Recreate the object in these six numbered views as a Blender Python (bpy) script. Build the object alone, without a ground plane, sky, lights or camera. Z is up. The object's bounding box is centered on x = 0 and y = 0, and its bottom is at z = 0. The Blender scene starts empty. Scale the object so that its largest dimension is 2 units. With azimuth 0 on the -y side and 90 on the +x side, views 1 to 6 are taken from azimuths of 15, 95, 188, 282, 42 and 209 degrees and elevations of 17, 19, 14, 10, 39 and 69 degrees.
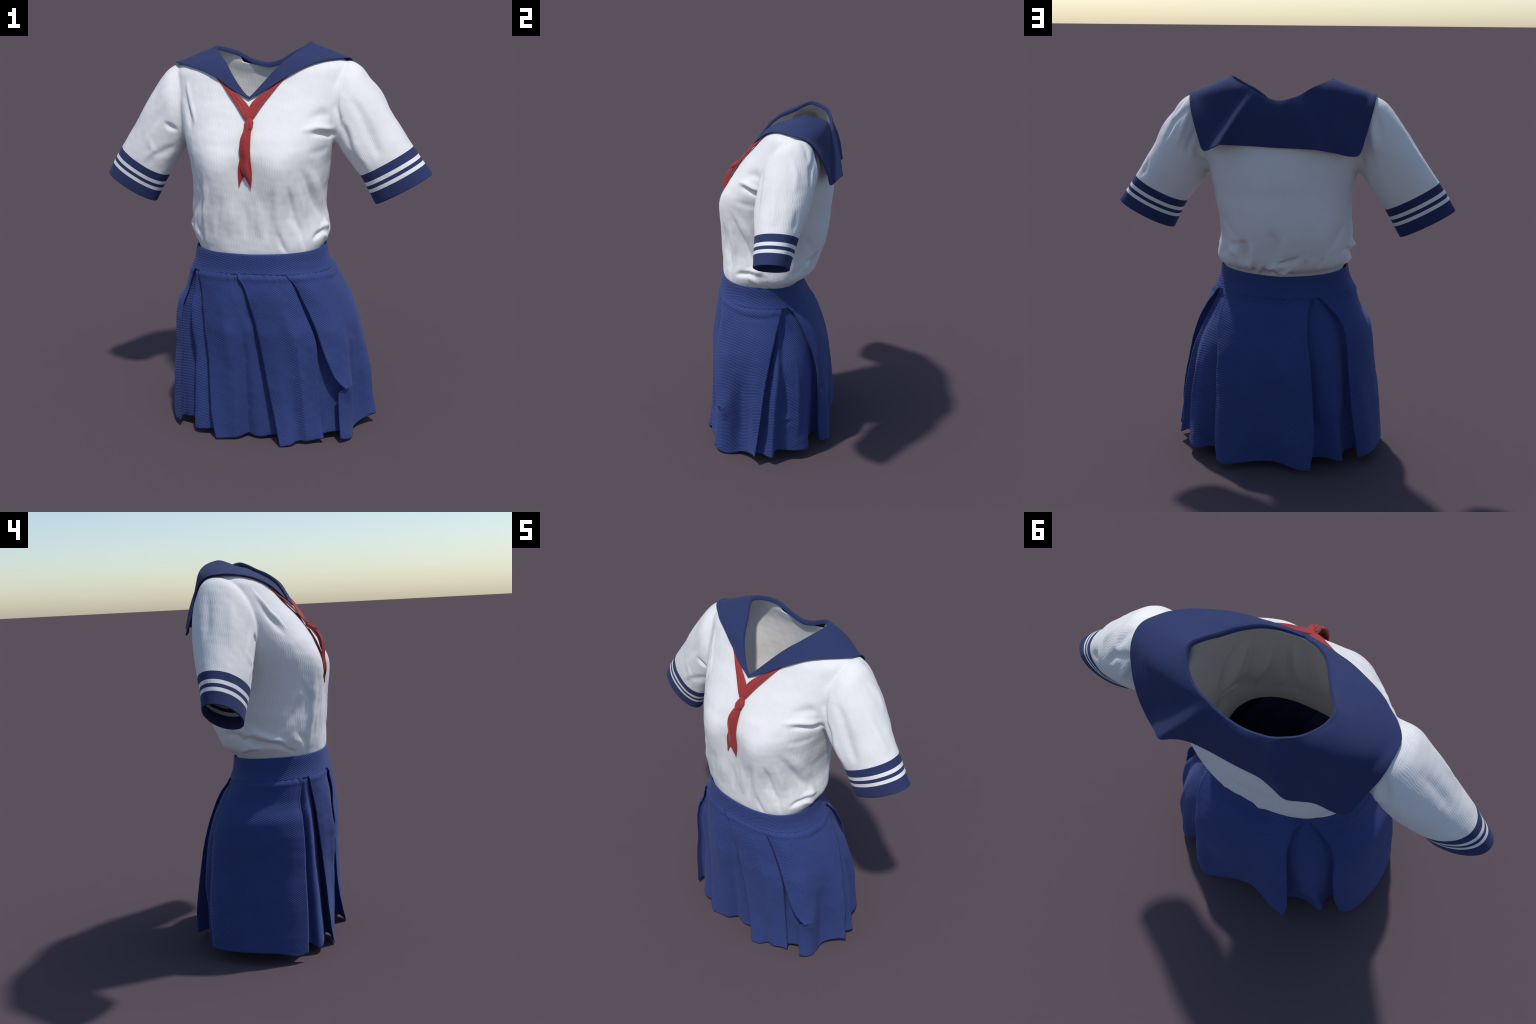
"""A short-sleeved sailor school outfit standing by itself: white ribbed blouse with
navy sailor collar and striped cuffs, a knotted red neckerchief and a pleated navy skirt."""
import bpy, bmesh, math
import numpy as np
from mathutils import Vector
from mathutils.bvhtree import BVHTree

# ------------------------------------------------------------------ small numeric helpers
def smooth_interp(x, xs, ys):
    """cubic Hermite through (xs, ys) with limited slopes (no overshoot)"""
    xs = np.asarray(xs, float); ys = np.asarray(ys, float)
    h = np.diff(xs); d = np.diff(ys) / h
    m = np.zeros_like(ys)
    if len(xs) > 2:
        same = d[:-1] * d[1:] > 0
        w1 = 2 * h[1:] + h[:-1]; w2 = h[1:] + 2 * h[:-1]
        with np.errstate(divide="ignore", invalid="ignore"):
            mm = (w1 + w2) / (w1 / d[:-1] + w2 / d[1:])
        m[1:-1] = np.where(same, mm, 0)
    m[0], m[-1] = d[0], d[-1]
    x = np.clip(x, xs[0], xs[-1])
    i = np.clip(np.searchsorted(xs, x) - 1, 0, len(xs) - 2)
    t = (x - xs[i]) / h[i]
    return ((2*t**3 - 3*t**2 + 1) * ys[i] + (t**3 - 2*t**2 + t) * h[i] * m[i]
            + (-2*t**3 + 3*t**2) * ys[i+1] + (t**3 - t**2) * h[i] * m[i+1])


def spline(points, n, closed=False):
    """centripetal-ish Catmull-Rom through points, n samples evenly in control index"""
    P = np.asarray(points, float)
    k = len(P)
    u = np.linspace(0, k if closed else k - 1, n, endpoint=not closed)
    i = np.minimum(u.astype(int), k - 1 if closed else k - 2)
    t = (u - i)[:, None]
    if closed:
        g = lambda j: P[j % k]
    else:
        E = np.vstack([2 * P[0] - P[1], P, 2 * P[-1] - P[-2]])
        g = lambda j: E[np.clip(j + 1, 0, k + 1)]
    p0, p1, p2, p3 = g(i - 1), g(i), g(i + 1), g(i + 2)
    return 0.5 * (2*p1 + (p2 - p0)*t + (2*p0 - 5*p1 + 4*p2 - p3)*t**2 + (3*p1 - p0 - 3*p2 + p3)*t**3)


def smoothstep(a, b, x):
    t = np.clip((x - a) / (b - a), 0, 1)
    return t * t * (3 - 2 * t)


def spow(v, e):
    return np.sign(v) * np.abs(v) ** e


def seg_distance(P, A, B):
    d = B - A
    t = np.clip(((P - A) @ d) / max(d @ d, 1e-12), 0, 1)
    return np.linalg.norm(P - (A + t[:, None] * d), axis=1), t


def value_noise(P, seed=0):
    """cheap smooth pseudo noise: sum of a few seeded sines"""
    r = np.random.default_rng(seed)
    out = np.zeros(len(P))
    for k in range(7):
        w = r.normal(size=3); w /= np.linalg.norm(w)
        out += np.sin(P @ w * r.uniform(0.7, 1.5) * 2 * math.pi + r.uniform(0, 6.28))
    return out / 7


# ------------------------------------------------------------------ mesh helpers
def grid_faces(rows, cols, wrap):
    F = []
    for r in range(rows - 1):
        for c in range(cols if wrap else cols - 1):
            d = (c + 1) % cols
            F.append((r * cols + c, r * cols + d, (r + 1) * cols + d, (r + 1) * cols + c))
    return F


def mesh_from(name, V, F):
    me = bpy.data.meshes.new(name)
    me.from_pydata([tuple(map(float, v)) for v in V], [], F)
    me.update()
    return me


def add_object(name, me, parent=None, mat=None):
    ob = bpy.data.objects.new(name, me)
    bpy.context.scene.collection.objects.link(ob)
    if mat is not None:
        me.materials.clear(); me.materials.append(mat)
    if parent is not None:
        ob.parent = parent
    return ob


def apply_modifiers(ob):
    dg = bpy.context.evaluated_depsgraph_get()
    me = bpy.data.meshes.new_from_object(ob.evaluated_get(dg))
    ob.modifiers.clear()
    old = ob.data
    ob.data = me
    bpy.data.meshes.remove(old)
    return me


def coords(me):
    a = np.empty(len(me.vertices) * 3, np.float32); me.vertices.foreach_get("co", a)
    return a.reshape(-1, 3).astype(float)


def normals(me):
    a = np.empty(len(me.vertices) * 3, np.float32); me.vertex_normals.foreach_get("vector", a)
    return a.reshape(-1, 3).astype(float)


def set_coords(me, P):
    me.vertices.foreach_set("co", np.asarray(P, np.float32).ravel()); me.update()


def relax(me, weight, times):
    """Laplacian smoothing, weight per vertex"""
    P = coords(me)
    e = np.empty(len(me.edges) * 2, np.int32); me.edges.foreach_get("vertices", e); e = e.reshape(-1, 2)
    deg = np.bincount(e.ravel(), minlength=len(P)).astype(float)[:, None]
    w = weight[:, None]
    for _ in range(times):
        S = np.zeros_like(P)
        for k in range(3):
            S[:, k] = np.bincount(e[:, 0], P[e[:, 1], k], len(P)) + np.bincount(e[:, 1], P[e[:, 0], k], len(P))
        P = P + w * 0.5 * (S / np.maximum(deg, 1) - P)
    set_coords(me, P)


def shade_smooth(me):
    me.polygons.foreach_set("use_smooth", np.ones(len(me.polygons), bool)); me.update()


# ------------------------------------------------------------------ materials
class Nodes:
    def __init__(self, name):
        self.mat = bpy.data.materials.new(name); self.mat.use_nodes = True
        self.t = self.mat.node_tree; self.t.nodes.clear()
        self.out = self.t.nodes.new("ShaderNodeOutputMaterial")
        self.bsdf = self.t.nodes.new("ShaderNodeBsdfPrincipled")
        self.t.links.new(self.bsdf.outputs[0], self.out.inputs[0])
        self.tc = self.t.nodes.new("ShaderNodeTexCoord")

    def link(self, a, b):
        self.t.links.new(a, b)

    def m(self, op, a, b=0.0, c=0.0):
        n = self.t.nodes.new("ShaderNodeMath"); n.operation = op
        for k, v in enumerate((a, b, c)):
            if isinstance(v, (int, float)):
                n.inputs[k].default_value = v
            else:
                self.link(v, n.inputs[k])
        return n.outputs[0]

    def xyz(self, vec):
        n = self.t.nodes.new("ShaderNodeSeparateXYZ"); self.link(vec, n.inputs[0]); return n.outputs

    def dot(self, vec, d):
        n = self.t.nodes.new("ShaderNodeVectorMath"); n.operation = "DOT_PRODUCT"
        self.link(vec, n.inputs[0]); n.inputs[1].default_value = d
        return n.outputs["Value"]

    def noise(self, scale, detail=2.0, rough=0.5, stretch=None):
        n = self.t.nodes.new("ShaderNodeTexNoise")
        n.inputs["Scale"].default_value = scale; n.inputs["Detail"].default_value = detail; n.inputs["Roughness"].default_value = rough
        if stretch:
            mp = self.t.nodes.new("ShaderNodeMapping"); mp.inputs["Scale"].default_value = stretch
            self.link(self.tc.outputs["Object"], mp.inputs[0]); self.link(mp.outputs[0], n.inputs["Vector"])
        else:
            self.link(self.tc.outputs["Object"], n.inputs["Vector"])
        return n.outputs["Fac"]

    def ramp(self, fac, lo, hi, c0, c1):
        n = self.t.nodes.new("ShaderNodeValToRGB")
        n.color_ramp.elements[0].position = lo; n.color_ramp.elements[1].position = hi
        n.color_ramp.elements[0].color = (*c0, 1); n.color_ramp.elements[1].color = (*c1, 1)
        self.link(fac, n.inputs[0]); return n.outputs[0]

    def mix(self, fac, a, b):
        n = self.t.nodes.new("ShaderNodeMix"); n.data_type = "FLOAT"
        self.link(fac, n.inputs[0]); self.link(a, n.inputs[2]); self.link(b, n.inputs[3]); return n.outputs[0]

    def bump(self, height, strength, distance):
        n = self.t.nodes.new("ShaderNodeBump")
        n.inputs["Strength"].default_value = strength; n.inputs["Distance"].default_value = distance
        self.link(height, n.inputs["Height"]); self.link(n.outputs[0], self.bsdf.inputs["Normal"])

    def rib(self, u, period):
        """rounded knit ribs: |sin| like profile of coordinate u"""
        return self.m("SINE", self.m("MULTIPLY", u, 2 * math.pi / period))


def ribbed_cloth(name, c_dark, c_light, period, axis_u, axis_v, switch, strength=0.24, rough=0.9, sheen=0.08, sheen_tint=(1, 1, 1)):
    """knit with fine ribs; ribs run across axis_u, or across axis_v where the surface faces axis_u"""
    N = Nodes(name)
    pos = N.tc.outputs["Object"]
    wob = N.m("MULTIPLY", N.m("SUBTRACT", N.noise(26, 3), 0.5), 0.014)
    u = N.m("ADD", N.dot(pos, axis_u), wob); v = N.m("ADD", N.dot(pos, axis_v), wob)
    facing = N.m("ABSOLUTE", N.dot(N.tc.outputs["Normal"], axis_u))
    mr = N.t.nodes.new("ShaderNodeMapRange"); mr.interpolation_type = "SMOOTHSTEP"
    N.link(facing, mr.inputs[0]); mr.inputs[1].default_value = switch - 0.08; mr.inputs[2].default_value = switch + 0.08
    ribs = N.mix(mr.outputs[0], N.rib(u, period), N.rib(v, period))
    ribs = N.m("MULTIPLY", ribs, N.m("ADD", 0.35, N.noise(60, 2)))
    fine = N.noise(420, 2, 0.6)
    height = N.m("ADD", N.m("MULTIPLY", ribs, 0.5), N.m("MULTIPLY", fine, 0.9))
    shade = N.m("ADD", N.m("MULTIPLY", N.m("ADD", ribs, 1.0), 0.16), N.m("MULTIPLY", N.noise(6, 3), 0.7))
    N.link(N.ramp(shade, 0.1, 0.9, c_dark, c_light), N.bsdf.inputs["Base Color"])
    N.bsdf.inputs["Roughness"].default_value = rough
    N.bsdf.inputs["Sheen Weight"].default_value = sheen
    N.bsdf.inputs["Sheen Tint"].default_value = (*sheen_tint, 1)
    N.bsdf.inputs["Specular IOR Level"].default_value = 0.25
    N.bump(height, strength, 0.0022)
    return N.mat


def twill_cloth(name, c_dark, c_light, turns, pitch, strength=0.46):
    """wool twill: diagonal lines climbing round the body (angle about the z axis)"""
    N = Nodes(name)
    x, y, z = N.xyz(N.tc.outputs["Object"])
    ang = N.m("ARCTAN2", x, N.m("MULTIPLY", N.m("ADD", y, 0.05), -1.0))
    wob = N.m("MULTIPLY", N.m("SUBTRACT", N.noise(5, 2), 0.5), 0.014)
    ph = N.m("SUBTRACT", N.m("MULTIPLY", N.m("ADD", z, wob), 2 * math.pi / pitch), N.m("MULTIPLY", ang, float(turns)))
    line = N.m("SINE", ph)
    fine = N.noise(380, 2, 0.6)
    height = N.m("ADD", N.m("MULTIPLY", line, 0.5), N.m("MULTIPLY", fine, 0.25))
    shade = N.m("ADD", N.m("MULTIPLY", N.m("ADD", line, 1.0), 0.22), N.m("MULTIPLY", N.noise(5, 3), 0.55))
    N.link(N.ramp(shade, 0.1, 0.9, c_dark, c_light), N.bsdf.inputs["Base Color"])
    N.bsdf.inputs["Roughness"].default_value = 0.8
    N.bsdf.inputs["Sheen Weight"].default_value = 0.12
    N.bsdf.inputs["Sheen Tint"].default_value = (0.45, 0.5, 0.9, 1)
    N.bsdf.inputs["Specular IOR Level"].default_value = 0.25
    N.bump(height, strength, 0.003)
    return N.mat


def woven_cloth(name, c_dark, c_light):
    """fine plain weave with slubs"""
    N = Nodes(name)
    slub_v = N.noise(1.0, 2, 0.6, (420, 420, 30)); slub_h = N.noise(1.0, 2, 0.6, (40, 40, 420))
    f = N.m("ADD", N.m("MULTIPLY", slub_v, 0.5), N.m("MULTIPLY", slub_h, 0.5))
    N.link(N.ramp(f, 0.35, 0.65, c_dark, c_light), N.bsdf.inputs["Base Color"])
    N.bsdf.inputs["Roughness"].default_value = 0.75
    N.bsdf.inputs["Sheen Weight"].default_value = 0.2
    N.bsdf.inputs["Sheen Tint"].default_value = (1, 0.6, 0.55, 1)
    N.bsdf.inputs["Specular IOR Level"].default_value = 0.3
    N.bump(f, 0.3, 0.002)
    return N.mat


WHITE_D, WHITE_L = (0.655, 0.65, 0.645), (0.745, 0.738, 0.735)
NAVY_D, NAVY_L = (0.018, 0.027, 0.088), (0.024, 0.035, 0.108)
SKIRT_D, SKIRT_L = (0.021, 0.037, 0.140), (0.033, 0.056, 0.195)
RED_D, RED_L = (0.225, 0.018, 0.019), (0.345, 0.032, 0.033)

# ------------------------------------------------------------------ blouse: base volumes
# z, right x, left x, front y, back y, squareness
TORSO = (
    (0.88, -.300, .312, -.300, .128, 2.4),
    (1.00, -.311, .325, -.315, .142, 2.4),
    (1.015, -.315, .330, -.317, .154, 2.4),
    (1.03, -.323, .340, -.318, .182, 2.4),
    (1.045, -.334, .348, -.317, .202, 2.4),
    (1.065, -.348, .354, -.316, .216, 2.4),
    (1.12, -.356, .346, -.312, .240, 2.4),
    (1.20, -.358, .330, -.310, .270, 2.4),
    (1.28, -.350, .334, -.303, .288, 2.4),
    (1.35, -.349, .348, -.296, .294, 2.4),
    (1.43, -.356, .360, -.289, .298, 2.4),
    (1.50, -.370, .376, -.298, .305, 2.4),
    (1.56, -.385, .388, -.286, .306, 2.4),
    (1.62, -.400, .400, -.260, .305, 2.35),
    (1.70, -.420, .418, -.212, .302, 2.3),
    (1.765, -.434, .430, -.164, .298, 2.3),
    (1.83, -.444, .440, -.120, .290, 2.3),
    (1.875, -.446, .442, -.090, .276, 2.3),
    (1.905, -.432, .430, -.056, .266, 2.3),
    (1.935, -.378, .374, -.014, .264, 2.3),
    (1.960, -.315, .312, .040, .252, 2.3),
    (1.982, -.262, .262, .090, .228, 2.2),
)
BUST = ((.98, 0), (1.05, .12), (1.15, .30), (1.25, .50), (1.35, .82), (1.43, 1.0), (1.50, .68), (1.57, .30), (1.66, .05), (1.75, 0))

# sleeves: top point (x, z), bottom point (x, z), front y, back y
SLEEVE_L = (
    ((.405, 1.900), (.300, 1.560), -.040, .200),
    ((.455, 1.905), (.345, 1.535), -.060, .200),
    ((.507, 1.876), (.392, 1.510), -.078, .208),
    ((.550, 1.818), (.420, 1.470), -.088, .211),
    ((.605, 1.742), (.452, 1.424), -.090, .202),
    ((.660, 1.650), (.485, 1.380), -.087, .185),
    ((.712, 1.570), (.515, 1.342), -.084, .162),
    ((.770, 1.482), (.536, 1.300), -.081, .143),
    ((.815, 1.420), (.556, 1.262), -.079, .130),
    ((.865, 1.352), (.584, 1.205), -.076, .117),
    ((.900, 1.304), (.605, 1.163), -.076, .112),
)
SLEEVE_R = (
    ((-.405, 1.905), (-.300, 1.565), -.050, .190),
    ((-.455, 1.910), (-.348, 1.545), -.055, .200),
    ((-.510, 1.882), (-.398, 1.519), -.066, .208),
    ((-.570, 1.810), (-.432, 1.468), -.066, .212),
    ((-.630, 1.726), (-.466, 1.416), -.066, .204),
    ((-.690, 1.630), (-.500, 1.368), -.063, .188),
    ((-.745, 1.550), (-.532, 1.318), -.060, .167),
    ((-.795, 1.478), (-.552, 1.282), -.054, .150),
    ((-.830, 1.424), (-.570, 1.250), -.048, .138),
    ((-.872, 1.354), (-.599, 1.199), -.043, .126),
    ((-.905, 1.306), (-.618, 1.158), -.040, .120),
)


def torso_volume():
    T = np.array(TORSO)
    zs = np.unique(np.concatenate([np.linspace(0.88, 1.90, 86), np.linspace(1.90, 1.982, 18)]))
    cols = 144
    a = np.linspace(0, 2 * math.pi, cols, endpoint=False)
    V = []
    for z in zs:
        xr, xl, yf, yb, n = [float(smooth_interp(z, T[:, 0], T[:, k])) for k in range(1, 6)]
        cx, cy, hx, hy = (xr + xl) / 2, (yf + yb) / 2, (xl - xr) / 2, (yb - yf) / 2
        x = cx + hx * spow(np.sin(a), 2 / n); y = cy - hy * spow(np.cos(a), 2 / n)
        amp = float(smooth_interp(z, [b[0] for b in BUST], [b[1] for b in BUST])) * 0.073
        front = smoothstep(cy - 0.05, cy - 0.15, y)
        y = y - front * amp * (np.exp(-0.5 * ((x - .168) / .094) ** 2) + np.exp(-0.5 * ((x + .168) / .094) ** 2))
        V.append(np.stack([x, y, np.full(cols, z)], 1))
    V = np.vstack(V); rows = len(zs)
    F = grid_faces(rows, cols, True)
    F.append(tuple(range(cols))[::-1]); F.append(tuple(range((rows - 1) * cols, rows * cols)))
    return V, F


def sleeve_volume(table, side):
    cols = 96
    a = np.linspace(0, 2 * math.pi, cols, endpoint=False)
    flat = np.array([(t[0][0], t[0][1], t[1][0], t[1][1], t[2], t[3]) for t in table])
    S = spline(flat, 60)
    V = []
    for k, (xt, zt, xb, zb, yf, yb) in enumerate(S):
        skew = 0.046 - 0.034 * k / (len(S) - 1)
        c = np.array([(xt + xb) / 2, (yf + yb) / 2, (zt + zb) / 2])
        e = np.array([xt - xb, 0, zt - zb]) / 2
        h = (yb - yf) / 2
        # the top of the arm sits a little behind the middle, the underside a little in front
        up = spow(np.cos(a), 0.96); sd = spow(np.sin(a), 0.96)
        V.append(c + up[:, None] * e + np.outer(sd * h + skew * up, (0, 1, 0)))
    V = np.vstack(V); rows = len(S)
    F = grid_faces(rows, cols, True)
    F.append(tuple(range(cols))[::-1]); F.append(tuple(range((rows - 1) * cols, rows * cols)))
    if side > 0:
        F = [f[::-1] for f in F]
    return V, F


def frame_of_hem(table):
    """centre and outward axis of the hem (the last but one row of the sleeve table)"""
    (xt, zt), (xb, zb), yf, yb = table[-2]
    c = np.array([(xt + xb) / 2, (yf + yb) / 2, (zt + zb) / 2])
    e = np.array([xt - xb, 0, zt - zb]); e /= np.linalg.norm(e)
    s = 1 if xt > 0 else -1
    ax = np.cross(e, (0, 1, 0)); ax *= np.sign(ax[0]) * s
    return c, ax, e


# plan outline of the neck opening (wearer's left half, front V to back)
NECK_PLAN = ((0, -.164), (.021, -.155), (.043, -.142), (.077, -.116), (.119, -.077), (.154, -.030), (.177, .002), (.202, .045),
             (.231, .092), (.249, .138), (.232, .190), (.190, .232), (.142, .256), (.105, .262), (.060, .267), (0, .270))


def neck_function(P):
    """signed distance (negative inside the neck opening, seen from above)"""
    half = np.array(NECK_PLAN)
    poly = np.vstack([half, (half * (-1, 1))[::-1][1:-1]])
    Q = P[:, :2]
    d = np.full(len(Q), 9.0); inside = np.zeros(len(Q), bool)
    for i in range(len(poly)):
        A, B = poly[i], poly[(i + 1) % len(poly)]
        d = np.minimum(d, seg_distance(Q, A, B)[0])
        hit = (A[1] > Q[:, 1]) != (B[1] > Q[:, 1])
        xi = A[0] + (Q[:, 1] - A[1]) * (B[0] - A[0]) / (B[1] - A[1] if B[1] != A[1] else 1e-9)
        inside ^= hit & (Q[:, 0] < xi)
    g = np.where(inside, -d, d) - .005
    return np.where(P[:, 2] > 1.70, g, 1.0)


# ------------------------------------------------------------------ blouse: folds
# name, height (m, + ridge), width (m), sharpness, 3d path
FOLDS = []
FOLD_GAIN = 1.35


def fold(height, width, *path):
    FOLDS.append((height, width, np.array(path, float)))


# --- folds begin
fold(0.012, 0.017, (0.262, -0.221, 1.611), (0.322, -0.172, 1.617), (0.363, -0.125, 1.605), (0.398, -0.072, 1.597))
fold(-0.014, 0.013, (0.302, -0.200, 1.594), (0.343, -0.158, 1.590), (0.379, -0.082, 1.570), (0.397, -0.057, 1.555))
fold(-0.012, 0.011, (0.395, -0.056, 1.555), (0.419, -0.080, 1.611), (0.420, -0.079, 1.648), (0.407, -0.067, 1.701), (0.415, -0.044, 1.767))
fold(-0.007, 0.022, (0.289, -0.176, 1.664), (0.349, -0.124, 1.678), (0.382, -0.086, 1.665))
fold(-0.011, 0.026, (0.474, -0.059, 1.749), (0.520, -0.071, 1.681), (0.560, -0.080, 1.593), (0.604, -0.082, 1.493), (0.618, -0.083, 1.448))
fold(0.009, 0.024, (0.455, -0.088, 1.635), (0.491, -0.093, 1.536), (0.529, -0.088, 1.459), (0.573, -0.082, 1.387))
fold(-0.01, 0.018, (0.431, -0.083, 1.634), (0.461, -0.091, 1.570), (0.484, -0.084, 1.494))
fold(-0.005, 0.022, (0.291, -0.236, 1.507), (0.334, -0.174, 1.501), (0.369, -0.088, 1.510))
fold(0.005, 0.02, (0.409, -0.023, 1.809), (0.397, -0.044, 1.763), (0.395, -0.065, 1.711))
fold(-0.01, 0.012, (-0.491, -0.069, 1.634), (-0.453, -0.071, 1.609), (-0.421, -0.064, 1.590))
fold(-0.006, 0.02, (-0.570, -0.066, 1.461), (-0.506, -0.064, 1.481), (-0.450, -0.051, 1.514))
fold(0.006, 0.018, (-0.581, -0.061, 1.546), (-0.562, -0.067, 1.487), (-0.623, -0.062, 1.430))
fold(-0.006, 0.018, (-0.269, -0.250, 1.387), (-0.232, -0.289, 1.295), (-0.277, -0.245, 1.151))
fold(0.006, 0.016, (-0.198, -0.323, 1.384), (-0.208, -0.304, 1.265), (-0.242, -0.276, 1.154))
fold(-0.006, 0.014, (-0.122, -0.337, 1.328), (-0.150, -0.325, 1.203), (-0.168, -0.309, 1.102))
fold(0.004, 0.02, (-0.068, -0.329, 1.306), (-0.081, -0.327, 1.205), (-0.095, -0.320, 1.107))
fold(-0.005, 0.016, (-0.004, -0.321, 1.272), (-0.005, -0.321, 1.185), (-0.013, -0.320, 1.095))
fold(0.005, 0.02, (0.062, -0.325, 1.287), (0.060, -0.322, 1.186), (0.058, -0.319, 1.097))
fold(-0.008, 0.018, (0.135, -0.339, 1.358), (0.109, -0.325, 1.228), (0.095, -0.319, 1.098))
fold(0.006, 0.018, (0.165, -0.331, 1.330), (0.153, -0.315, 1.207), (0.155, -0.312, 1.111))
fold(-0.009, 0.014, (0.207, -0.312, 1.352), (0.227, -0.275, 1.211), (0.251, -0.264, 1.093))
fold(0.008, 0.018, (0.251, -0.271, 1.357), (0.263, -0.237, 1.235), (0.284, -0.225, 1.131))
fold(-0.007, 0.016, (0.282, -0.237, 1.402), (0.304, -0.171, 1.267), (0.326, -0.120, 1.165))
fold(0.006, 0.018, (0.303, -0.208, 1.423), (0.323, -0.122, 1.296), (0.330, -0.050, 1.189))
fold(-0.008, 0.014, (0.250, -0.254, 1.174), (0.255, -0.259, 1.105), (0.268, -0.246, 1.018))
fold(-0.007, 0.012, (0.149, -0.313, 1.124), (0.166, -0.308, 1.059), (0.189, -0.293, 1.012))
fold(0.007, 0.018, (0.333, -0.085, 1.160), (0.345, -0.079, 1.115), (0.340, -0.130, 1.096))
fold(-0.01, 0.012, (0.300, -0.221, 1.070), (0.324, -0.179, 1.091), (0.339, -0.127, 1.102))
fold(0.004, 0.016, (-0.304, -0.214, 1.137), (-0.309, -0.207, 1.105), (-0.272, -0.245, 1.080))
fold(-0.005, 0.014, (-0.293, -0.227, 1.133), (-0.259, -0.259, 1.099), (-0.239, -0.257, 1.017))
fold(-0.01, 0.012, (0.319, -0.192, 1.084), (0.343, -0.120, 1.092), (0.310, 0.000, 0.987))
fold(0.006, 0.013, (0.326, -0.163, 1.112), (0.341, -0.105, 1.118), (0.351, -0.027, 1.093))
fold(-0.008, 0.014, (0.266, -0.259, 1.422), (0.299, -0.180, 1.259), (0.339, -0.116, 1.114))
fold(0.006, 0.018, (0.286, -0.235, 1.437), (0.316, -0.138, 1.272), (0.341, -0.054, 1.138))
fold(0.01, 0.012, (0.377, 0.207, 1.842), (0.343, 0.220, 1.754), (0.316, 0.217, 1.597))
fold(-0.009, 0.014, (0.454, 0.195, 1.844), (0.534, 0.192, 1.769), (0.578, 0.193, 1.680))
fold(-0.006, 0.016, (0.463, 0.132, 1.899), (0.504, 0.165, 1.853), (0.535, 0.177, 1.797))
fold(0.006, 0.016, (0.546, 0.093, 1.823), (0.595, 0.121, 1.751), (0.643, 0.121, 1.665))
fold(-0.006, 0.018, (0.671, 0.141, 1.588), (0.701, 0.136, 1.525), (0.733, 0.123, 1.484))
fold(0.006, 0.02, (0.608, 0.013, 1.705), (0.690, 0.018, 1.585), (0.744, 0.020, 1.509))
fold(0.008, 0.016, (0.322, -0.175, 1.107), (0.347, -0.117, 1.072), (0.335, -0.056, 1.023))
fold(-0.01, 0.014, (0.327, -0.152, 1.127), (0.856, -0.036, 1.287), (0.347, -0.025, 1.046))
fold(0.008, 0.016, (0.842, -0.032, 1.322), (0.892, 0.022, 1.301), (0.342, 0.013, 1.047))
fold(-0.007, 0.02, (0.311, 0.108, 1.091), (0.248, 0.185, 1.156), (0.142, 0.247, 1.189))
fold(-0.005, 0.02, (0.214, -0.304, 1.337), (0.212, -0.286, 1.199), (0.273, -0.244, 1.100))
fold(-0.014, 0.016, (0.426, 0.195, 1.661), (0.412, 0.162, 1.593), (0.384, 0.109, 1.546))
fold(0.01, 0.016, (0.404, 0.179, 1.638), (0.389, 0.153, 1.599), (0.359, 0.153, 1.571))
fold(0.009, 0.013, (0.450, 0.202, 1.824), (0.481, 0.214, 1.747), (0.513, 0.212, 1.654))
fold(-0.008, 0.016, (0.418, 0.207, 1.748), (0.448, 0.206, 1.676), (0.465, 0.201, 1.618))
fold(-0.008, 0.018, (-0.459, 0.191, 1.862), (-0.480, 0.212, 1.783), (-0.490, 0.215, 1.701))
fold(0.008, 0.018, (-0.445, 0.209, 1.795), (-0.455, 0.209, 1.713), (-0.464, 0.202, 1.643))
fold(-0.012, 0.013, (-0.397, 0.175, 1.645), (-0.409, 0.148, 1.585), (-0.396, 0.088, 1.536))
fold(-0.024, 0.03, (0.185, 0.234, 1.197), (0.170, 0.220, 1.128), (0.168, 0.190, 1.053))
fold(0.012, 0.02, (0.124, 0.253, 1.190), (0.132, 0.225, 1.116), (0.134, 0.193, 1.047))
fold(-0.012, 0.026, (0.037, 0.283, 1.259), (0.011, 0.264, 1.182), (0.005, 0.221, 1.075))
fold(0.008, 0.02, (-0.045, 0.282, 1.247), (-0.035, 0.253, 1.152), (-0.027, 0.211, 1.059))
fold(-0.018, 0.015, (0.005, 0.219, 1.071), (-0.046, 0.224, 1.082), (-0.105, 0.233, 1.117))
fold(0.01, 0.012, (0.060, 0.195, 1.040), (0.020, 0.213, 1.061), (-0.002, 0.161, 1.018))
fold(0.016, 0.016, (0.011, 0.171, 1.024), (-0.033, 0.173, 1.027), (-0.066, 0.205, 1.052))
fold(-0.01, 0.01, (0.046, 0.163, 1.021), (0.034, 0.143, 1.000))
fold(-0.005, 0.024, (0.305, 0.162, 1.325), (0.257, 0.199, 1.253), (0.202, 0.225, 1.195))
fold(-0.007, 0.022, (-0.330, 0.121, 1.288), (-0.292, 0.180, 1.219), (-0.245, 0.194, 1.139))
fold(-0.01, 0.012, (-0.309, 0.134, 1.134), (-0.339, 0.082, 1.138), (-0.351, 0.026, 1.109))
fold(0.01, 0.018, (-0.350, 0.063, 1.201), (-0.351, 0.049, 1.160), (-0.339, 0.085, 1.146))
fold(0.008, 0.02, (0.281, 0.155, 1.168), (0.255, 0.177, 1.136), (0.215, 0.194, 1.105))
fold(-0.008, 0.009, (0.128, 0.204, 1.062), (0.132, 0.134, 1.001))
fold(0.007, 0.009, (0.102, 0.209, 1.061), (0.109, 0.136, 0.999))
fold(-0.009, 0.009, (0.072, 0.214, 1.063), (0.075, 0.138, 0.993))
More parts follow.
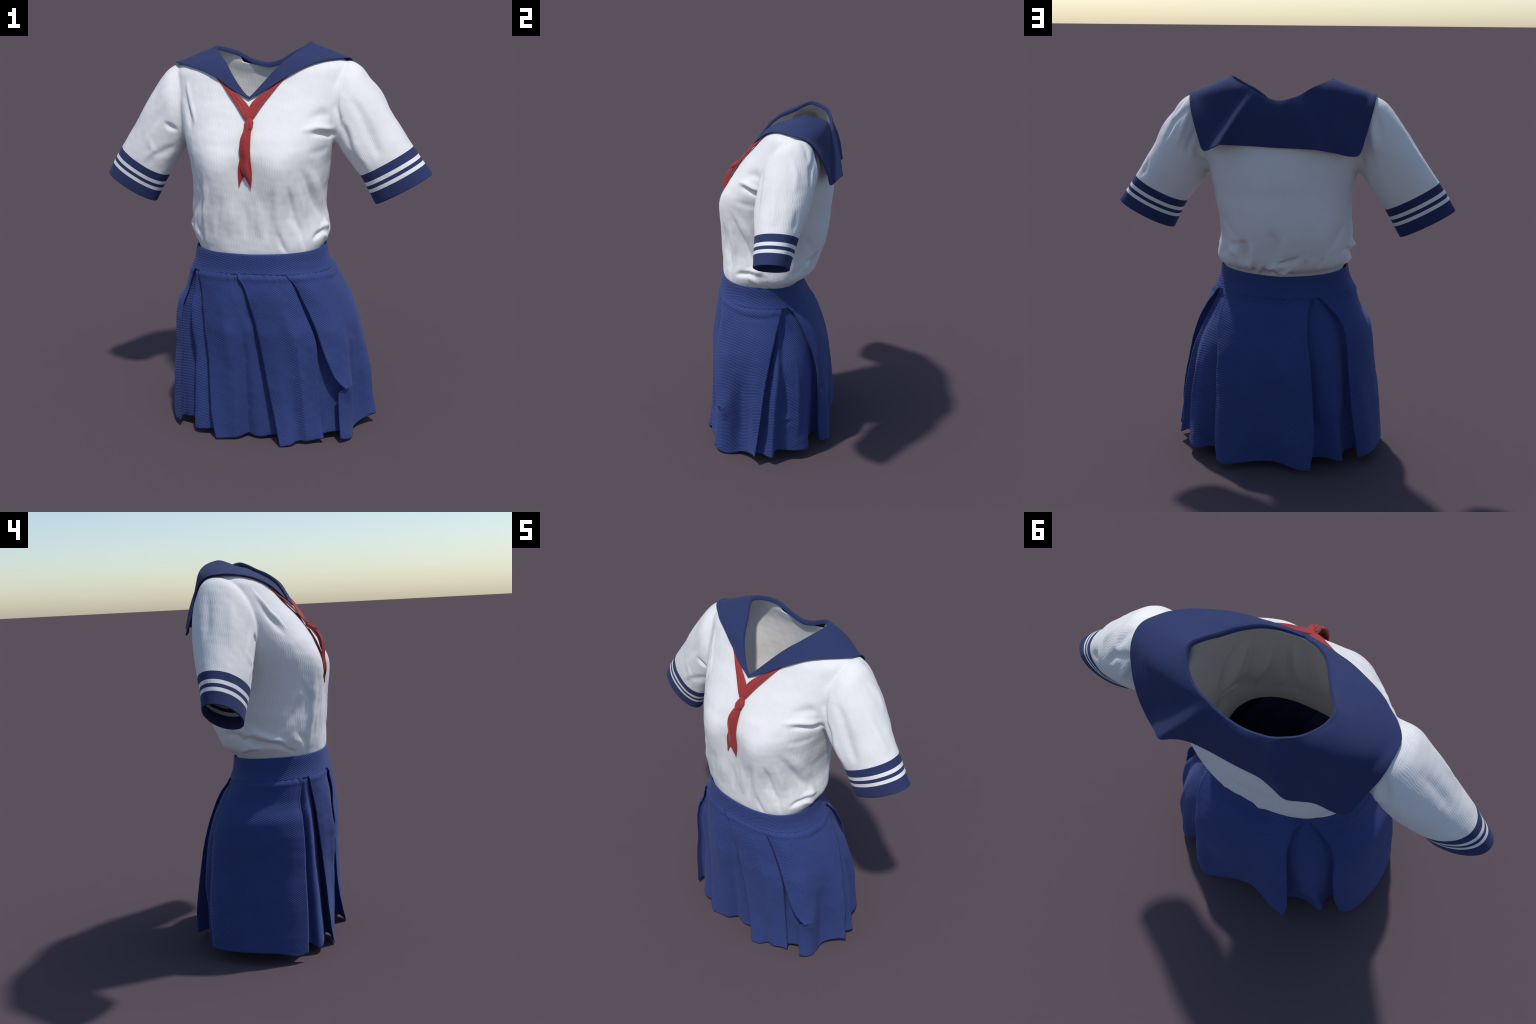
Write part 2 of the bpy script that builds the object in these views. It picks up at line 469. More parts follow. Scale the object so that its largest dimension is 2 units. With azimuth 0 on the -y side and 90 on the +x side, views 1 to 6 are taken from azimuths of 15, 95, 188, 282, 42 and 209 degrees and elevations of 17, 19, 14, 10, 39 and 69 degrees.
fold(-0.008, 0.009, (-0.057, 0.217, 1.070), (-0.041, 0.141, 0.999))
fold(0.007, 0.01, (-0.089, 0.219, 1.079), (-0.074, 0.147, 1.010))
fold(-0.008, 0.01, (-0.140, 0.221, 1.104), (-0.121, 0.169, 1.030))
fold(-0.007, 0.01, (-0.224, 0.196, 1.116), (-0.201, 0.168, 1.048))
fold(-0.007, 0.01, (0.215, 0.191, 1.096), (0.206, 0.118, 1.013))
fold(0.008, 0.014, (-0.358, -0.044, 1.844), (-0.326, -0.116, 1.738), (-0.278, -0.189, 1.652))
fold(-0.009, 0.022, (-0.357, -0.071, 1.788), (-0.332, -0.128, 1.705), (-0.299, -0.191, 1.617))
fold(-0.008, 0.026, (-0.244, -0.278, 1.333), (-0.295, -0.221, 1.234), (-0.342, -0.137, 1.142))
fold(0.006, 0.016, (-0.213, -0.314, 1.410), (-0.225, -0.292, 1.243), (-0.233, -0.264, 1.027))
fold(-0.016, 0.012, (-0.338, 0.064, 1.094), (-0.355, 0.011, 1.121), (-0.353, -0.035, 1.095), (-0.343, -0.128, 1.085), (-0.289, -0.212, 1.037))
fold(0.014, 0.016, (-0.348, 0.046, 1.119), (-0.357, -0.018, 1.146), (-0.354, -0.091, 1.114), (-0.328, -0.173, 1.092))
fold(0.008, 0.012, (-0.308, 0.066, 1.045), (-0.346, 0.008, 1.071), (-0.347, -0.046, 1.067))
fold(-0.006, 0.02, (-0.556, 0.122, 1.826), (-0.635, 0.112, 1.717), (-0.693, 0.109, 1.622))
fold(0.005, 0.02, (-0.527, 0.021, 1.821), (-0.608, 0.009, 1.700), (-0.688, 0.010, 1.582))
fold(-0.005, 0.02, (-0.467, -0.052, 1.743), (-0.521, -0.059, 1.657), (-0.603, -0.052, 1.562))
# --- folds end


def fold_displacement(P):
    out = np.zeros(len(P))
    for height, width, path in FOLDS:
        lo, hi = path.min(0) - 3 * width, path.max(0) + 3 * width
        sel = np.where(((P > lo) & (P < hi)).all(1))[0]
        if not len(sel):
            continue
        Q = P[sel]; n = len(path) - 1
        best = np.full(len(sel), 9.0); par = np.zeros(len(sel))
        for k in range(n):
            d, t = seg_distance(Q, path[k], path[k + 1])
            m = d < best
            best[m] = d[m]; par[m] = (k + t[m]) / n
        taper = np.sin(np.pi * np.clip(par * 0.94 + 0.03, 0, 1))
        w = width * (0.65 + 0.45 * taper)
        out[sel] += FOLD_GAIN * height * taper * np.exp(-(best / w) ** 2)
    return out


def build_blouse():
    Vs, Fs, off = [], [], 0
    for V, F in (torso_volume(), sleeve_volume(SLEEVE_L, 1), sleeve_volume(SLEEVE_R, -1)):
        Vs.append(V); Fs += [tuple(i + off for i in f) for f in F]; off += len(V)
    ob = add_object("blouse_shell", mesh_from("blouse_shell", np.vstack(Vs), Fs))
    rm = ob.modifiers.new("r", "REMESH"); rm.mode = "VOXEL"; rm.voxel_size = 0.0062
    me = apply_modifiers(ob)
    P = coords(me)
    # melt the join of sleeve and bodice, lightly smooth the rest
    d = np.full(len(P), 9.0)
    for s in (1, -1):
        A = np.array([s * .500, .07, 1.900]); B = np.array([s * .392, .07, 1.515])
        ax = np.cross(B - A, (0, 1, 0)); ax /= np.linalg.norm(ax)
        d = np.minimum(d, np.where(np.sign(P[:, 0]) == s, np.abs((P - A) @ ax), 9))
    relax(me, 0.25 + 0.75 * np.exp(-(d / .035) ** 2), 14)
    P = coords(me); Nn = normals(me)
    h = fold_displacement(P)
    h += 0.0016 * value_noise(P * 9, 3) + 0.0009 * value_noise(P * 22, 4)
    set_coords(me, P + Nn * h[:, None])
    relax(me, np.full(len(P), 0.5), 2)
    return ob


def clip_blouse(ob):
    """cut neck, hems and waist open, mark cuff bands, give the cloth a thickness"""
    me = ob.data
    P = coords(me)
    g = neck_function(P)
    e = np.empty(len(me.edges) * 2, np.int32); me.edges.foreach_get("vertices", e); e = e.reshape(-1, 2)
    cross = e[(g[e[:, 0]] * g[e[:, 1]]) < 0]
    moved = np.zeros(len(P), bool); g2 = g.copy()
    for a, b in cross:
        k, o = (a, b) if abs(g[a]) < abs(g[b]) else (b, a)
        if moved[k]:
            continue
        t = g[k] / (g[k] - g[o])
        P[k] = P[k] + (P[o] - P[k]) * t
        moved[k] = True; g2[k] = 0
    set_coords(me, P)
    bm = bmesh.new(); bm.from_mesh(me); bm.verts.ensure_lookup_table()
    gone = [f for f in bm.faces if min(g2[v.index] for v in f.verts) < -1e-6 or all(abs(g2[v.index]) < 1e-9 for v in f.verts)]
    bmesh.ops.delete(bm, geom=gone, context="FACES")

    # even out the raw edge of the neck
    for _ in range(6):
        rim = [(v, [e.other_vert(v).co for e in v.link_edges if e.is_boundary]) for v in bm.verts if v.is_boundary]
        for v, p in [(v, (q[0] + q[1]) / 2) for v, q in rim if len(q) == 2]:
            v.co = v.co.lerp(p, 0.6)

    def cut(point, normal, where, drop=False):
        faces = [f for f in bm.faces if where(f.calc_center_median())]
        geom = set(faces)
        for f in faces:
            geom.update(f.edges); geom.update(f.verts)
        bmesh.ops.bisect_plane(bm, geom=list(geom), plane_co=point, plane_no=normal, dist=1e-5, clear_outer=drop)

    cut((0, 0, 0.93), (0, 0, -1), lambda c: c.z < 1.0, True)
    bands = {}
    for s, table in ((1, SLEEVE_L), (-1, SLEEVE_R)):
        c, ax, up = frame_of_hem(table)
        far = lambda q, s=s: q.x * s > 0.40
        cut(c, ax, far, True)
        for dist in CUFF_CUTS:
            cut(c - ax * dist, ax, far)
        cut(*armhole(s), lambda q, s=s: q.x * s > 0.3 and (q.z > 1.485 or q.x * s > 0.392))
        bands[s] = (c, ax)
    bmesh.ops.dissolve_degenerate(bm, dist=1e-5, edges=bm.edges)
    tag = bm.faces.layers.int.new("region")
    for f in bm.faces:
        q = f.calc_center_median(); s = 1 if q.x > 0 else -1
        c, ax = bands[s]; pt, no = armhole(s)
        k = 0
        if (np.array(q) - pt) @ no > 0 and q.x * s > 0.3 and (q.z > 1.485 or q.x * s > 0.392):
            k = 1
            depth = -((np.array(q) - c) @ ax)
            if depth < CUFF_CUTS[-1]:
                k = 3 if (CUFF_CUTS[0] < depth < CUFF_CUTS[1] or CUFF_CUTS[2] < depth < CUFF_CUTS[3]) else 2
            if s < 0:
                k += 10
        f[tag] = k
    bm.to_mesh(me); bm.free()
    so = ob.modifiers.new("s", "SOLIDIFY"); so.thickness = 0.0055; so.offset = -1; so.use_even_offset = False
    apply_modifiers(ob)
    shade_smooth(ob.data)


CUFF_CUTS = (0.064, 0.083, 0.102, 0.122, 0.165)


def armhole(s):
    A = np.array([s * .492, .07, 1.90]); B = np.array([s * .392, .07, 1.515])
    n = np.cross(B - A, (0, 1, 0)); n /= np.linalg.norm(n)
    return A, n * np.sign(n[0]) * s


def split_regions(ob, groups):
    """separate faces by their region tag; border vertices coincide, normals come from the whole"""
    me = ob.data
    P = coords(me); Nn = normals(me)
    reg = np.empty(len(me.polygons), np.int32); me.attributes["region"].data.foreach_get("value", reg)
    parts = {}
    polys = [tuple(p.vertices) for p in me.polygons]
    for name, key, parent, mat in groups:
        idx = np.where(reg == key)[0]
        used = np.unique(np.concatenate([polys[i] for i in idx]))
        remap = {int(v): k for k, v in enumerate(used)}
        m = mesh_from(name, P[used], [tuple(remap[v] for v in polys[i]) for i in idx])
        shade_smooth(m)
        nn = Nn[used]
        m.normals_split_custom_set_from_vertices([tuple(map(float, v)) for v in nn])
        parts[(name, key)] = add_object(name, m, parts.get(parent, parent) if not isinstance(parent, tuple) else parts[parent], mat)
    return parts


# ------------------------------------------------------------------ collar
# wearer's left side: neck fold -> outer edge, from the front V round to the back middle
COLLAR_L = (
    ((.000, -.168, 1.764), (.000, -.174, 1.754)),
    ((.020, -.156, 1.783), (.046, -.156, 1.776)),
    ((.042, -.143, 1.806), (.085, -.138, 1.796)),
    ((.078, -.116, 1.846), (.128, -.118, 1.823)),
    ((.118, -.078, 1.890), (.168, -.097, 1.848)),
    ((.155, -.030, 1.925), (.235, -.048, 1.866)),
    ((.177, .001, 1.941), (.290, -.007, 1.876)),
    ((.202, .045, 1.960), (.340, .016, 1.891)),
    ((.230, .092, 1.983), (.400, .052, 1.910)),
    ((.250, .140, 1.999), (.452, .110, 1.920)),
    ((.238, .182, 1.991), (.445, .190, 1.868)),
    ((.212, .216, 1.977), (.425, .238, 1.804)),
    ((.180, .240, 1.963), (.394, .274, 1.722)),
    ((.158, .250, 1.954), (.369, .290, 1.655)),
    ((.145, .254, 1.948), (.342, .308, 1.652)),
    ((.130, .257, 1.940), (.306, .332, 1.671)),
    ((.115, .260, 1.932), (.272, .357, 1.688)),
    ((.098, .264, 1.922), (.238, .336, 1.686)),
    ((.080, .266, 1.912), (.190, .317, 1.682)),
    ((.050, .269, 1.900), (.110, .313, 1.680)),
    ((.000, .271, 1.889), (.000, .312, 1.675)),
)
COLLAR_R = (
    ((-.000, -.168, 1.764), (-.000, -.174, 1.754)),
    ((-.022, -.158, 1.776), (-.046, -.156, 1.776)),
    ((-.045, -.145, 1.800), (-.090, -.138, 1.796)),
    ((-.078, -.121, 1.837), (-.132, -.116, 1.822)),
    ((-.120, -.080, 1.886), (-.174, -.096, 1.846)),
    ((-.151, -.038, 1.920), (-.250, -.048, 1.866)),
    ((-.176, .002, 1.937), (-.333, -.010, 1.889)),
    ((-.203, .047, 1.954), (-.372, .010, 1.905)),
    ((-.232, .091, 1.976), (-.418, .036, 1.920)),
    ((-.252, .134, 1.991), (-.459, .088, 1.919)),
    ((-.244, .176, 1.986), (-.456, .150, 1.886)),
    ((-.222, .210, 1.977), (-.441, .210, 1.812)),
    ((-.196, .236, 1.966), (-.420, .246, 1.730)),
    ((-.172, .250, 1.956), (-.396, .286, 1.648)),
    ((-.150, .258, 1.945), (-.352, .299, 1.640)),
    ((-.128, .264, 1.931), (-.284, .304, 1.654)),
    ((-.110, .267, 1.920), (-.236, .326, 1.665)),
    ((-.092, .269, 1.911), (-.192, .345, 1.674)),
    ((-.074, .270, 1.905), (-.140, .330, 1.674)),
    ((-.045, .271, 1.896), (-.080, .315, 1.674)),
    ((-.000, .271, 1.889), (-.000, .312, 1.675)),
)


def build_collar(parent, mat, tree):
    rows = []
    both = list(COLLAR_L) + list(COLLAR_R)[::-1][1:]
    inner = spline([k[0] for k in both], 361); outer = spline([k[1] for k in both], 361)
    n = len(inner)
    s = np.linspace(0, 1, n)
    ends = smoothstep(0, .16, s) * smoothstep(1, .84, s) * (.75 + .25 * smoothstep(.22, .34, s) * smoothstep(.78, .66, s))
    mid = np.array([0, .05, 1.6])
    out_dir = outer - inner; out_dir /= np.linalg.norm(out_dir, axis=1)[:, None]
    nt = 44
    for j, t in enumerate(np.linspace(0, 1, nt)):
        row = inner + (outer - inner) * t
        rows.append(row)
    G = np.array(rows)
    # lift clear of the blouse: the cloth lies a little above whatever is underneath
    lift = 0.006 + 0.007 * np.linspace(0, 1, nt)[:, None] * np.ones(n)
    # the back panel bellies out over the shoulder blades
    tt = np.linspace(0, 1, nt)[:, None]
    back = smoothstep(.30, .40, s) * smoothstep(.70, .60, s)
    blade = 0.55 + 0.45 * np.abs(np.sin((s - .5) * 9))
    G = G + (0.018 * np.sin(np.pi * tt ** 0.8) * (back * blade)[None, :])[..., None] * np.array([0, 1, .25])
    G0 = G.copy()
    fixed = np.zeros((nt, n), bool); fixed[0] = True
    for it in range(14):
        for j in range(1, nt):
            for c in range(n):
                p = G[j, c]
                loc, no, fi, dist = tree.find_nearest(Vector(p), 0.10)
                if loc is None:
                    continue
                loc = np.array(loc); no = np.array(no)
                h = (p - loc) @ no
                if h < lift[j, c]:
                    G[j, c] = p + no * min(lift[j, c] - h, 0.012)
        if it < 13:
            for _ in range(3):
                A = G.copy()
                A[1:-1, 1:-1] = 0.5 * G[1:-1, 1:-1] + 0.125 * (G[:-2, 1:-1] + G[2:, 1:-1] + G[1:-1, :-2] + G[1:-1, 2:])
                A[-1, 1:-1] = 0.6 * G[-1, 1:-1] + 0.2 * (G[-1, :-2] + G[-1, 2:]) if it < 2 else G[-1, 1:-1]
                A[0] = G[0]
                G = A
    D = G - G0
    for _ in range(10):
        E = np.pad(D, ((1, 1), (1, 1), (0, 0)), mode="edge")
        D2 = 0.4 * D + 0.15 * (E[:-2, 1:-1] + E[2:, 1:-1] + E[1:-1, :-2] + E[1:-1, 2:])
        D2[0] = D[0]; D = D2
    G = G0 + D
    # the stand of the collar: turned down inside the neck
    inward = np.stack([-inner[:, 0] * 0.9, .06 - inner[:, 1], np.zeros(n)], 1)
    inward /= np.linalg.norm(inward, axis=1)[:, None]
    stand = [inner + inward * .009 * ends[:, None] + np.outer(ends, (0, 0, -.020)),
             inner + inward * .007 * ends[:, None] + np.outer(ends, (0, 0, -.009)),
             inner + inward * .004 * ends[:, None] + np.outer(ends, (0, 0, .000))]
    G[0] = inner + np.array([0, 0, .003])
    G = np.concatenate([np.array(stand), G])
    F = [f[::-1] for f in grid_faces(len(G), n, False)]
    me = mesh_from("collar", G.reshape(-1, 3), F)
    ob = add_object("collar", me, parent, mat)
    so = ob.modifiers.new("s", "SOLIDIFY"); so.thickness = 0.005; so.offset = 0.2
    be = ob.modifiers.new("b", "BEVEL"); be.width = 0.0014; be.segments = 2; be.limit_method = "ANGLE"; be.angle_limit = 1.0
    m = apply_modifiers(ob); shade_smooth(m)
    return ob


# ------------------------------------------------------------------ neckerchief
def ribbon(name, stations, parent, mat, thick=0.006, cols=17, rows=60, belly=0.25, crease=0.0, seed=1, tip=None, tree=None, gap=0.004):
    """flat cloth strip; stations = (left edge, right edge) 3d points seen from the front"""
    L = spline([s[0] for s in stations], rows); R = spline([s[1] for s in stations], rows)
    r = np.random.default_rng(seed)
    V = []
    u = np.linspace(0, 1, cols)
    ph = r.uniform(0, 6)
    for k in range(rows):
        w = np.linalg.norm(R[k] - L[k])
        row = L[k] + (R[k] - L[k]) * u[:, None]
        t = k / (rows - 1)
        row[:, 1] -= belly * w * np.sin(np.pi * u) * (0.8 + 0.2 * math.sin(5 * t + ph))
        row[:, 1] += crease * np.sin(u * 2 * np.pi * 1.5 + ph + 1.2 * t) * w
        row[:, 1] += .035 * w * np.exp(-((u - .30 - .2 * t) / .07) ** 2) - .03 * w * np.exp(-((u - .55 - .1 * t) / .08) ** 2)
        V.append(row)
    V = np.array(V)
    if tip is not None:                      # swallow-tail end: pull the last rows to a slant
        left_end, right_end = tip
        for k in range(rows):
            t = smoothstep(0.55, 1.0, k / (rows - 1))
            V[k] += t * (np.outer(1 - u, left_end) + np.outer(u, right_end))
    V = V.reshape(-1, 3)
    for k, p in enumerate(V):                # keep clear of the blouse underneath
        loc, no, fi, dist = tree.find_nearest(Vector(p), 0.06)
        if loc is not None:
            h = (Vector(p) - loc).dot(no)
            if h < gap:
                V[k] = p + np.array(no) * (gap - h)
    F = grid_faces(rows, cols, False)
    me = mesh_from(name, V, F)
    relax(me, np.full(len(V), 0.4), 3)
    ob = add_object(name, me, parent, mat)
    so = ob.modifiers.new("s", "SOLIDIFY"); so.thickness = thick; so.offset = 0
    be = ob.modifiers.new("b", "BEVEL"); be.width = thick * 0.3; be.segments = 2; be.limit_method = "ANGLE"; be.angle_limit = 1.0
    m = apply_modifiers(ob); shade_smooth(m)
    return ob


def build_neckerchief(mat, tree):
    top = bpy.data.objects.new("neckerchief", None); bpy.context.scene.collection.objects.link(top)
    top.location = (0, -.25, 1.64)
    bpy.context.view_layer.update()
    made = []
    made.append(ribbon("strap", (
        ((-.186, -.086, 1.847), (-.144, -.092, 1.840)),
        ((-.166, -.104, 1.834), (-.120, -.122, 1.818)),
        ((-.120, -.150, 1.796), (-.034, -.176, 1.762)),
        ((-.068, -.196, 1.742), (.006, -.202, 1.722)),
        ((-.026, -.232, 1.692), (.016, -.236, 1.690)),
        ((-.004, -.246, 1.664), (.018, -.246, 1.660)),
    ), top, mat, 0.0045, belly=0.10, crease=0.015, seed=2, tree=tree))
    made.append(ribbon("strap", (
        ((.140, -.092, 1.842), (.180, -.086, 1.849)),
        ((.116, -.122, 1.818), (.158, -.102, 1.838)),
        ((.034, -.178, 1.762), (.118, -.148, 1.796)),
        ((.004, -.208, 1.722), (.078, -.192, 1.745)),
        ((-.002, -.240, 1.688), (.044, -.228, 1.694)),
        ((.004, -.250, 1.660), (.026, -.244, 1.668)),
    ), top, mat, 0.0045, belly=0.10, crease=0.015, seed=5, tree=tree))
    # knot: two rolled lobes either side of a strand that comes down over the middle
    V, F = [], []

    def lobe(centre, radii, lean, furrow):
        rows, cols, base = 30, 40, len(V)
        for i in range(rows):
            p = math.pi * i / (rows - 1)
            for j in range(cols):
                q = 2 * math.pi * j / cols
                d = np.array([math.sin(p) * math.sin(q), -math.sin(p) * math.cos(q), math.cos(p)])
                r = 1 + furrow * math.sin(4 * q + 3.5 * d[2]) * math.sin(p) + .05 * math.sin(9 * q - 4 * d[2]) * math.sin(p)
                x, y, z = d * radii * r
                V.append((centre[0] + x + lean * z, centre[1] + y + .85 * z, centre[2] + z))
        F.extend(tuple(base + k for k in f[::-1]) for f in grid_faces(rows, cols, True))

    lobe((.0245, -.270, 1.650), (.0125, .018, .0200), .10, .08)
    lobe((.0065, -.270, 1.648), (.0125, .018, .0190), -.14, .08)
    lobe((.0140, -.281, 1.648), (.0065, .012, .0260), -.10, .05)
    lobe((.0150, -.254, 1.668), (.0125, .014, .0110), .05, .08)
    me = mesh_from("knot", V, F); shade_smooth(me)
    made.append(add_object("knot", me, top, mat))
    made.append(ribbon("tail", (
        ((.004, -.282, 1.640), (.028, -.276, 1.640)),
        ((-.006, -.304, 1.618), (.030, -.288, 1.618)),
        ((-.016, -.322, 1.585), (.030, -.303, 1.585)),
        ((-.020, -.329, 1.540), (.030, -.314, 1.540)),
        ((-.020, -.326, 1.490), (.035, -.314, 1.490)),
        ((-.016, -.332, 1.445), (.038, -.324, 1.445)),
        ((.000, -.334, 1.412), (.036, -.328, 1.400)),
        ((.024, -.322, 1.362), (.030, -.321, 1.350)),
    ), top, mat, 0.005, belly=0.30, crease=0.05, seed=4, tree=tree, gap=.008))
    made.append(ribbon("tail", (
        ((.004, -.256, 1.638), (.022, -.256, 1.638)),
        ((-.004, -.276, 1.600), (.020, -.276, 1.600)),
        ((-.014, -.292, 1.545), (.018, -.294, 1.545)),
        ((-.020, -.304, 1.500), (.014, -.308, 1.500)),
        ((-.034, -.312, 1.460), (.010, -.318, 1.460)),
        ((-.036, -.316, 1.420), (.002, -.322, 1.420)),
        ((-.036, -.312, 1.375), (-.022, -.318, 1.385)),
        ((-.036, -.310, 1.356), (-.032, -.311, 1.360)),
    ), top, mat, 0.005, belly=0.10, crease=0.04, seed=8, tree=tree, gap=.004))
    for ob in made:                          # keep world placement under the moved parent
        ob.matrix_parent_inverse = top.matrix_world.inverted()
    return top


# ------------------------------------------------------------------ skirt
SK_Z = (0, .15, .30, .45, .60, .70, .80, .88, .95, 1.03)
SK_R = (-.560, -.545, -.530, -.505, -.488, -.468, -.405, -.375, -.341, -.326)
SK_L = (.578, .556, .544, .521, .493, .463, .420, .382, .347, .337)
SK_F = (-.400, -.397, -.394, -.388, -.386, -.372, -.363, -.347, -.328, -.326)
SK_B = (.400, .396, .378, .353, .317, .281, .238, .178, .156, .152)
AXIS_Y = -0.05


def envelope(theta, z):
    """radius of the skirt's outer hull about the vertical axis (0, AXIS_Y)"""
    xr, xl, yf, yb = [smooth_interp(z, SK_Z, q) for q in (SK_R, SK_L, SK_F, SK_B)]
    cx, cy, hx, hy = (xr + xl) / 2, (yf + yb) / 2 - AXIS_Y, (xl - xr) / 2, (yb - yf) / 2
    ux, uy = np.sin(theta), -np.cos(theta)
    lo, hi = np.zeros_like(theta), np.full_like(theta, 1.0)
    for _ in range(34):
        r = (lo + hi) / 2
        f = np.abs((ux * r - cx) / hx) ** 2.4 + np.abs((uy * r - cy) / hy) ** 2.4
        lo = np.where(f < 1, r, lo); hi = np.where(f < 1, hi, r)
    return (lo + hi) / 2


def seam_height(theta):
    return 0.902 + 0.017 * np.cos(theta)


def band_height(theta):
    return 1.003 + 0.013 * np.cos(theta) + 0.008 * np.abs(np.sin(theta))


# Rails run from the waist seam to the hem.  Each: kind ("soft" rail the cloth rolls over,
# "fold" = creased edge), height of the hem, keys (height, angle, depth below the hull).
RAILS = []


def rail(kind, hem, *keys):
    RAILS.append((kind, hem, keys))


def pleat_under(kind, hem, edge, swing, depth_top, depth_hem):
    """hidden return of a pleat: follows an edge, swung by some degrees and sunk below it"""
    keys = tuple((z, a + swing * (0.45 + 0.55 * (0.92 - z) / 0.9), d + depth_top + (depth_hem - depth_top) * (0.92 - z) / 0.9) for z, a, d in edge)
    RAILS.append((kind, hem, keys))


B_LEFT = ((.90, 222.0, 0), (.86, 216, 0), (.828, 211.5, 0), (.71, 206.5, 0), (.533, 206.8, 0), (.236, 207, 0), (.031, 204.2, -.004))
B_RIGHT = ((.90, 222.5, 0), (.86, 229.5, 0), (.765, 234.8, 0), (.64, 233.5, .006), (.55, 232.5, .012), (.33, 232.5, .026), (.05, 236.1, .040))
P1 = ((.91, 302, 0), (.78, 297.5, 0), (.60, 297.5, .004), (.40, 297, .002), (.20, 296.5, .002), (.04, 295.4, .005))
D_EDGE = ((.913, 307.3, 0), (.765, 312, .022), (.615, 314.5, .040), (.467, 317.5, .034), (.11, 321.2, .02), (.0, 324.8, .014))
E_EDGE = ((.908, 347, 0), (.84, 354.7, .006), (.745, 359.7, .016), (.65, 4.2, .026), (.42, 10.4, .038), (.30, 13.4, .040), (.19, 16.5, .034), (.0, 20.6, .005))
F_EDGE = ((.911, 36, .006), (.72, 46, .024), (.545, 51, .016), (.30, 52.4, .036), (.12, 53.4, .046), (.026, 53.1, .034))
G_EDGE = ((.911, 33.5, .002), (.856, 40.5, .012), (.786, 44.5, .018), (.72, 47.5, .010), (.532, 52.6, 0), (.456, 54.4, -.014), (.373, 57.4, -.016),
          (.318, 61.2, -.026), (.303, 62.8, -.032), (.292, 61.2, -.012), (.280, 60.3, -.004), (.137, 60, -.002), (.026, 59.2, -.008))
A_LEFT = ((.904, 109, 0), (.782, 102.5, 0), (.627, 98, 0), (.472, 95, -.005), (.25, 92.8, -.012), (.056, 90.7, -.019))
A_RIGHT = ((.905, 112, 0), (.85, 121, 0), (.69, 130.6, .001), (.56, 136, .008), (.38, 137.5, .030), (.13, 138.5, .044), (.034, 140.5, .046))

# --- wearer's right side panel, from the back opening round to the front bulge
pleat_under("fold", .078, B_RIGHT, 6, .006, .055)
rail("fold", .052, *B_RIGHT)
rail("soft", .062, (.90, 228, 0), (.765, 240, 0), (.6, 238, .002), (.3, 239, .008), (.07, 239.8, .016))
rail("soft", .062, (.90, 238, 0), (.6, 246, .004), (.3, 248, .010), (.06, 248.5, .018))
rail("soft", .066, (.90, 262, 0), (.6, 265, .006), (.3, 266, .006), (.06, 267, .010))
rail("soft", .056, (.90, 282, 0), (.72, 282, .002), (.4, 281, .003), (.06, 281, .004))
rail("soft", .036, (.90, 296, 0), (.72, 291.5, -.002), (.42, 288.7, .000), (.05, 287.6, .004))
rail("fold", .040, *P1)
pleat_under("fold", .046, P1, -6, .006, .040)
rail("soft", .055, (.91, 300, .010), (.78, 297, .035), (.6, 297.5, .076), (.3, 299, .086), (.05, 300, .080))
# --- narrow panel c, then the front panels
rail("soft", .028, (.91, 304, .004), (.6, 303.8, .032), (.44, 305.5, .042), (.076, 305.6, .031))
rail("soft", .036, (.91, 306, .006), (.6, 311, .062), (.3, 316, .070), (.05, 318, .064))
pleat_under("fold", .040, D_EDGE, 9, .014, .086)
pleat_under("fold", .030, D_EDGE, 8, .006, .052)
rail("fold", .002, *D_EDGE)
rail("soft", .006, (.91, 318, 0), (.7, 324, .018), (.4, 328, .030), (.0, 331, .034))
rail("soft", .012, (.91, 330, 0), (.7, 340, .008), (.57, 343.5, .016), (.3, 342, .032), (.0, 340.5, .050))
rail("fold", .020, (.91, 338, 0), (.75, 347, .012), (.568, 350.5, .044), (.3, 349, .078), (.108, 347.5, .092), (.005, 347, .098))
rail("soft", .012, (.91, 342, .002), (.75, 352, .026), (.568, 357, .046), (.3, 358, .066), (.0, 359, .078))
rail("soft", .022, (.91, 346, .006), (.75, 358, .042), (.5, 6, .076), (.3, 11, .088), (.0, 18, .094))
pleat_under("fold", .026, E_EDGE, 13, .016, .085)
pleat_under("fold", .018, E_EDGE, 11, .005, .036)
rail("fold", -.002, *E_EDGE)
rail("soft", .008, (.91, 358, 0), (.75, 10, .010), (.5, 20, .022), (.2, 26, .026), (.0, 30, .014))
rail("soft", .018, (.91, 16, 0), (.75, 26, .004), (.588, 32.5, .014), (.3, 36, .036), (.149, 37, .044), (.019, 37.5, .042))
rail("fold", .019, (.91, 24, 0), (.75, 31, .008), (.588, 36.5, .008), (.3, 40, .022), (.149, 41, .027), (.019, 42, .029))
rail("soft", .022, (.91, 30, .002), (.72, 40, .016), (.545, 45, .018), (.3, 47, .040), (.019, 48.5, .042))
rail("fold", .026, *F_EDGE)
pleat_under("fold", .036, F_EDGE, 1.5, .008, .034)
rail("soft", .040, (.91, 36, .014), (.72, 47, .045), (.5, 54, .062), (.3, 57, .074), (.03, 59, .070))
pleat_under("fold", .040, G_EDGE, 9, .010, .055)
pleat_under("fold", .034, G_EDGE, 7, .005, .026)
rail("fold", .026, *G_EDGE)
